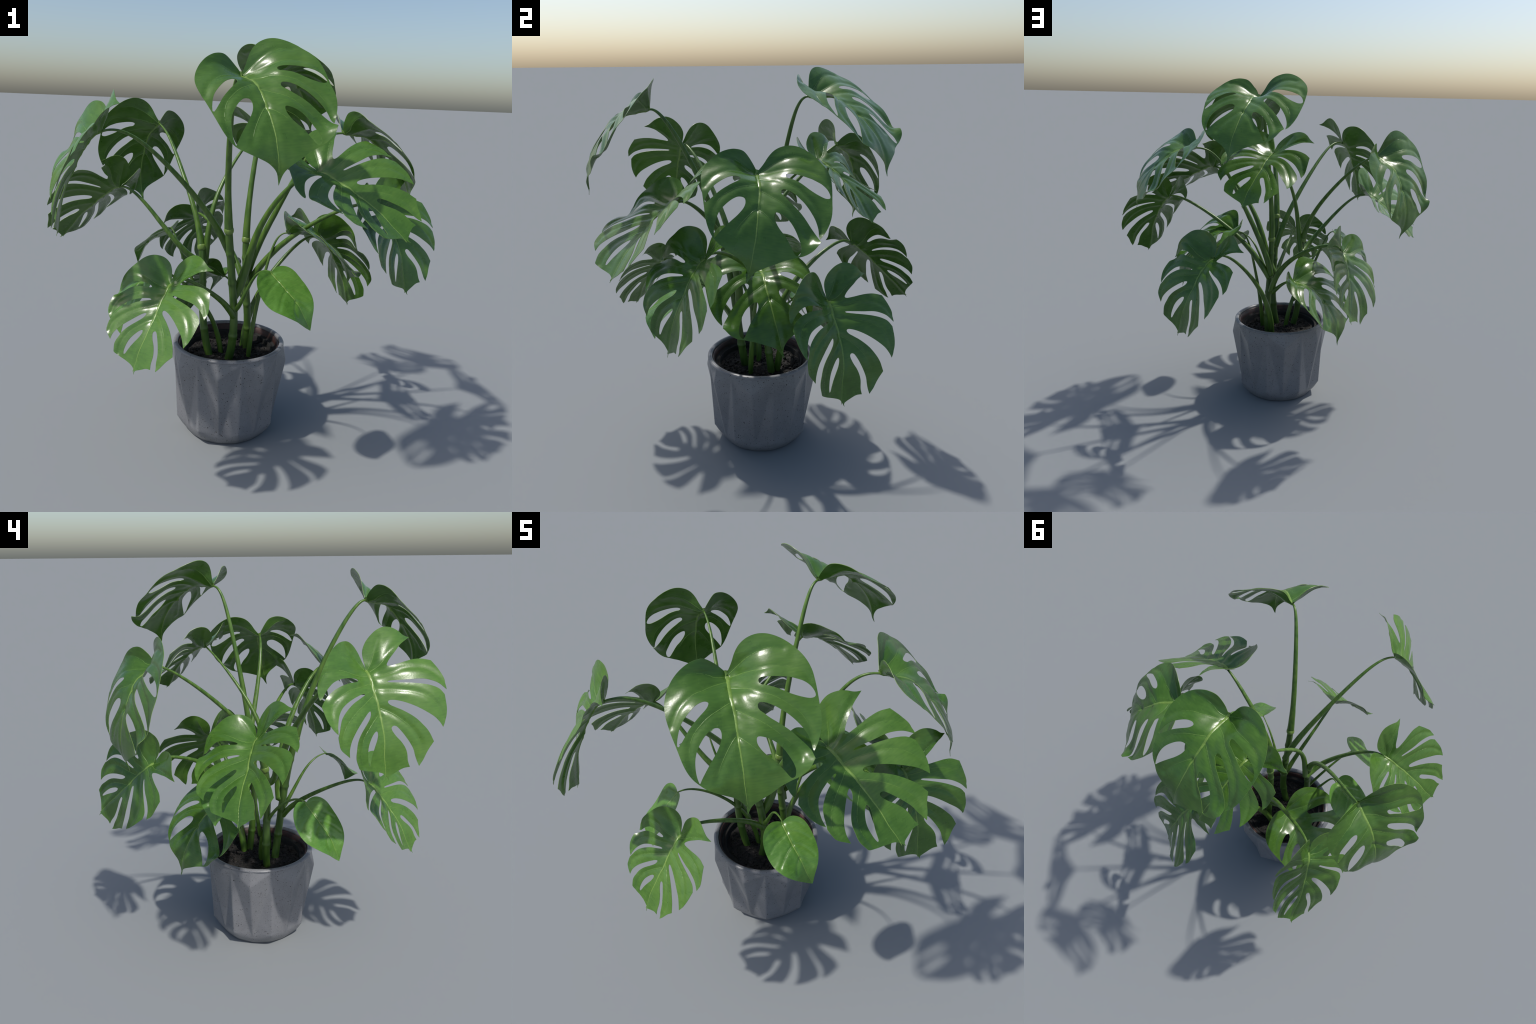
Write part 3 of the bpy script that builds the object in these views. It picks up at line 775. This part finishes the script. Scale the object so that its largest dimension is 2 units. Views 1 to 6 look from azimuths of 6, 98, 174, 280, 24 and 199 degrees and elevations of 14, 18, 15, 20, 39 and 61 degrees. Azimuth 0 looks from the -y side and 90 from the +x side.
# petioles: thin at the blade, swelling into a sheath where they clasp the stem
SHEATH = [(0, 0.0046), (0.06, 0.0053), (0.25, 0.0083), (0.5, 0.0115), (0.75, 0.0155), (0.92, 0.0190), (1.0, 0.0175)]
SHOOT = [(0, 0.0048), (0.06, 0.0056), (0.25, 0.0088), (0.5, 0.0112), (0.8, 0.0142), (0.93, 0.0178), (1.0, 0.0200)]
for i, (ctrl, thick, split) in enumerate(PETIOLES.values()):
    path = bezier(ctrl, 90)
    if split is None:
        r = profile(np.linspace(0, 1, 90), SHEATH) * thick
        v, f = tube(path, r, channel=0.12, seed=i * 3.1)
        new_object("petiole", mesh_from("petiole", v, f), plant).data.materials.append(STALK)
        continue
    # the leading shoots: petiole above the node, stem below it
    k = int(np.argmin(np.abs(path[:, 2] - split)))
    up, low = path[:k + 1], path[k:]
    t = np.linspace(0, 1, len(up))
    r = profile(t, SHOOT) * thick
    v, f = tube(up, r, channel=0.16, seed=i * 3.1)
    new_object("petiole", mesh_from("petiole", v, f), plant).data.materials.append(STALK)
    low = bezier(ctrl, 400)
    low = low[int(np.argmin(np.abs(low[:, 2] - split))):]
    t = np.linspace(0, 1, len(low))
    r = (0.0168 + 0.0030 * t) * thick
    for at in (0.16, 0.37, 0.56, 0.78):         # old leaf scars
        r = r + 0.0030 * np.exp(-((t - at) / 0.016) ** 2) * thick
    v, f = tube(low, r, seed=i * 5.7)
    new_object("stem", mesh_from("stem", v, f), plant).data.materials.append(STEM)
    step = path[min(k + 2, 89)] - path[k - 2]
    step /= np.linalg.norm(step)
    swell = np.linspace(-1, 1, 13)
    knob = [path[k] + step * q * 0.016 for q in swell]
    v, f = tube(knob, [(0.0150 + 0.0072 * math.sqrt(max(0, 1 - q * q))) * thick for q in swell], sides=20, seed=i)
    new_object("stem_node", mesh_from("stem_node", v, f), plant).data.materials.append(NODE)

# ---------------------------------------------------------------- the pot
PX, PY = POT["centre"]
SIDES = 8
WEDGE = math.pi / SIDES


def corner(az, r, z):
    return np.array([r * math.sin(az), r * math.cos(az), z])


# corners of half a facet pair; azimuth 0 runs through a lower apex, WEDGE through an upper apex
UPPER_APEX = corner(WEDGE, 0.289, 0.478)
LOWER_APEX = corner(0, 0.238, 0.028)
UPPER_BULGE = corner(0, 0.307, 0.402)
LOWER_BULGE = corner(WEDGE, 0.271, 0.060)
RIM_A, RIM_B = corner(0, 0.291, 0.480), corner(WEDGE, 0.289, 0.482)
FOOT_A, FOOT_B = corner(0, 0.214, 0.004), corner(WEDGE, 0.216, 0.004)
FACETS = [(UPPER_APEX, UPPER_BULGE, LOWER_APEX), (UPPER_APEX, LOWER_BULGE, LOWER_APEX), (UPPER_APEX, UPPER_BULGE, RIM_A),
          (UPPER_APEX, RIM_B, RIM_A), (LOWER_BULGE, LOWER_APEX, FOOT_B), (LOWER_APEX, FOOT_A, FOOT_B)]


def pot_radius(az, z):
    """Outer wall: tall facets with the apex up and down in turn, each folded outward along its middle."""
    u = (az % (2 * WEDGE))
    u = min(u, 2 * WEDGE - u)
    d = np.array([math.sin(u), math.cos(u), 0.0])
    best, best_err = 0.25, 9.0
    for a, b, c in FACETS:
        m = np.array([d, a - b, a - c]).T
        try:
            r, s, t = np.linalg.solve(m, a - [0, 0, z])
        except np.linalg.LinAlgError:
            continue
        err = max(0.0, -s, -t, s + t - 1)
        if err < best_err - 1e-9:
            best, best_err = r, err
    return best


def build_pot():
    n, m = 384, 76
    zs = np.linspace(0.004, 0.480, m)
    per = n // SIDES
    table = np.array([[pot_radius(2 * WEDGE * k / per, z) for k in range(per)] for z in zs])
    # soften the creases a little, as cast concrete has them
    low = zs < 0.075
    for i in range(30):
        soft = table.copy() if i < 2 else table * 1.0
        soft = 0.5 * soft + 0.25 * (np.roll(soft, 1, axis=1) + np.roll(soft, -1, axis=1))
        soft[1:-1] = 0.5 * soft[1:-1] + 0.25 * (soft[2:] + soft[:-2])
        if i < 1:
            table = soft
        else:                                   # the foot is rounded off much more
            table[low] = soft[low]
    rows = [(np.full(n, 0.150), 0.0), (np.full(n, 0.203), 0.0)]
    rows += [(np.tile(t, SIDES), z) for t, z in zip(table, zs)]
    lip = [(0.2905, 0.4840), (0.2905, 0.4885), (0.2890, 0.4940), (0.2855, 0.4990), (0.2805, 0.5022), (0.2755, 0.5030),
           (0.2710, 0.5012), (0.2675, 0.4975), (0.2655, 0.4920), (0.2648, 0.4840), (0.2640, 0.45), (0.255, 0.25), (0.20, 0.06)]
    rows += [(np.full(n, r), z - 0.4 * max(0.0, z - 0.484)) for r, z in lip]
    az = 2 * math.pi * np.arange(n) / n
    verts = [v for r, z in rows for v in np.c_[PX + r * np.sin(az), PY - r * np.cos(az), np.full(n, z)]]
    faces = []
    for i in range(len(rows) - 1):
        for k in range(n):
            a, b = i * n + k, i * n + (k + 1) % n
            faces.append((a, b, b + n, a + n))
    faces.append(tuple(reversed(range(n))))
    faces.append(tuple(range((len(rows) - 1) * n, len(rows) * n)))
    me = mesh_from("pot", verts, faces)
    me.set_sharp_from_angle(angle=math.radians(35))
    return me


pot = new_object("pot", build_pot(), plant)
pot.data.materials.append(CONCRETE)


def lathe(name, prof, n=160, wobble=0.0):
    verts, faces = [], []
    for j, (r, z) in enumerate(prof):
        for k in range(n):
            az = 2 * math.pi * k / n
            rr = r * (1 + wobble * noise.noise((math.cos(az) * 2, math.sin(az) * 2, z * 5)))
            verts.append((PX + rr * math.sin(az), PY - rr * math.cos(az), z))
    for i in range(len(prof) - 1):
        for k in range(n):
            a, b = i * n + k, i * n + (k + 1) % n
            faces.append((a, b, b + n, a + n))
    return mesh_from(name, verts, faces)


R = POT["inner"]
T = POT["liner_top"]
collar = new_object("nursery_pot_collar", lathe("nursery_pot_collar", [
    (R - 0.004, 0.40), (R + 0.0002, T - 0.010), (R + 0.0004, T - 0.002), (R - 0.002, T), (R - 0.006, T - 0.003), (R - 0.012, T - 0.022), (R - 0.015, T - 0.034)]), plant)
collar.data.materials.append(PLASTIC)
liner = new_object("nursery_pot", lathe("nursery_pot", [
    (R - 0.0146, T - 0.030), (R - 0.019, T - 0.036), (R - 0.032, T - 0.038), (R - 0.034, T - 0.033), (R - 0.037, T - 0.032), (R - 0.039, T - 0.036),
    (R - 0.043, T - 0.060), (R - 0.050, 0.395)]), plant)
liner.data.materials.append(BLACK)

rng = np.random.default_rng(7)


def soil_height(x, y):
    return POT["soil"] + 0.006 * noise.noise((x * 14, y * 14, 0.3)) + 0.006 * noise.noise((x * 45, y * 45, 1.7)) \
        + 0.003 * noise.noise((x * 120, y * 120, 2.9))


sv, sf = [], []
NR, NA = 60, 150
for i in range(NR + 1):
    for k in range(NA):
        r, a = (R - 0.042) * i / NR, 2 * math.pi * k / NA
        x, y = PX + r * math.cos(a), PY + r * math.sin(a)
        sv.append((x, y, soil_height(x, y)))
for i in range(NR):
    for k in range(NA):
        a, b = i * NA + k, i * NA + (k + 1) % NA
        sf.append((a, a + NA, b + NA, b))
soil = new_object("soil", mesh_from("soil", sv, sf), plant)
soil.data.materials.append(SOIL)

# bark chips and crumbs lying on the soil
ico = bmesh.new()
bmesh.ops.create_icosphere(ico, subdivisions=1, radius=1.0)
ico_v = np.array([v.co[:] for v in ico.verts])
ico_f = [[v.index for v in f.verts] for f in ico.faces]
ico.free()


def lumps(count, size_low, size_high, flat, seed):
    v, f = [], []
    g = np.random.default_rng(seed)
    for _ in range(count):
        r, a = (R - 0.058) * math.sqrt(g.random()), 2 * math.pi * g.random()
        x, y = PX + r * math.cos(a), PY + r * math.sin(a)
        s = size_low + (size_high - size_low) * g.random() ** 2
        dims = s * np.array([1.0, 0.55 + 0.4 * g.random(), flat + 0.3 * g.random()])
        rot = np.array(Euler((g.normal() * 0.5, g.normal() * 0.5, g.random() * 6.28)).to_matrix())
        off = g.random(3) * 50
        shape = np.array([p * (1 + 0.45 * noise.noise(Vector(p * 1.6 + off))) for p in ico_v]) * dims
        b = len(v)
        v += list(shape @ rot.T + [x, y, soil_height(x, y) + 0.25 * dims[2]])
        f += [[i + b for i in face] for face in ico_f]
    return v, f


v, f = lumps(900, 0.003, 0.009, 0.40, 11)
crumbs = new_object("soil_crumb", mesh_from("soil_crumb", v, f), plant, kind="stuff")
crumbs.data.materials.append(SOIL)
v, f = lumps(260, 0.005, 0.015, 0.30, 12)
chips = new_object("bark_chip", mesh_from("bark_chip", v, f, smooth=False), plant, kind="stuff")
chips.data.materials.append(CHIP)
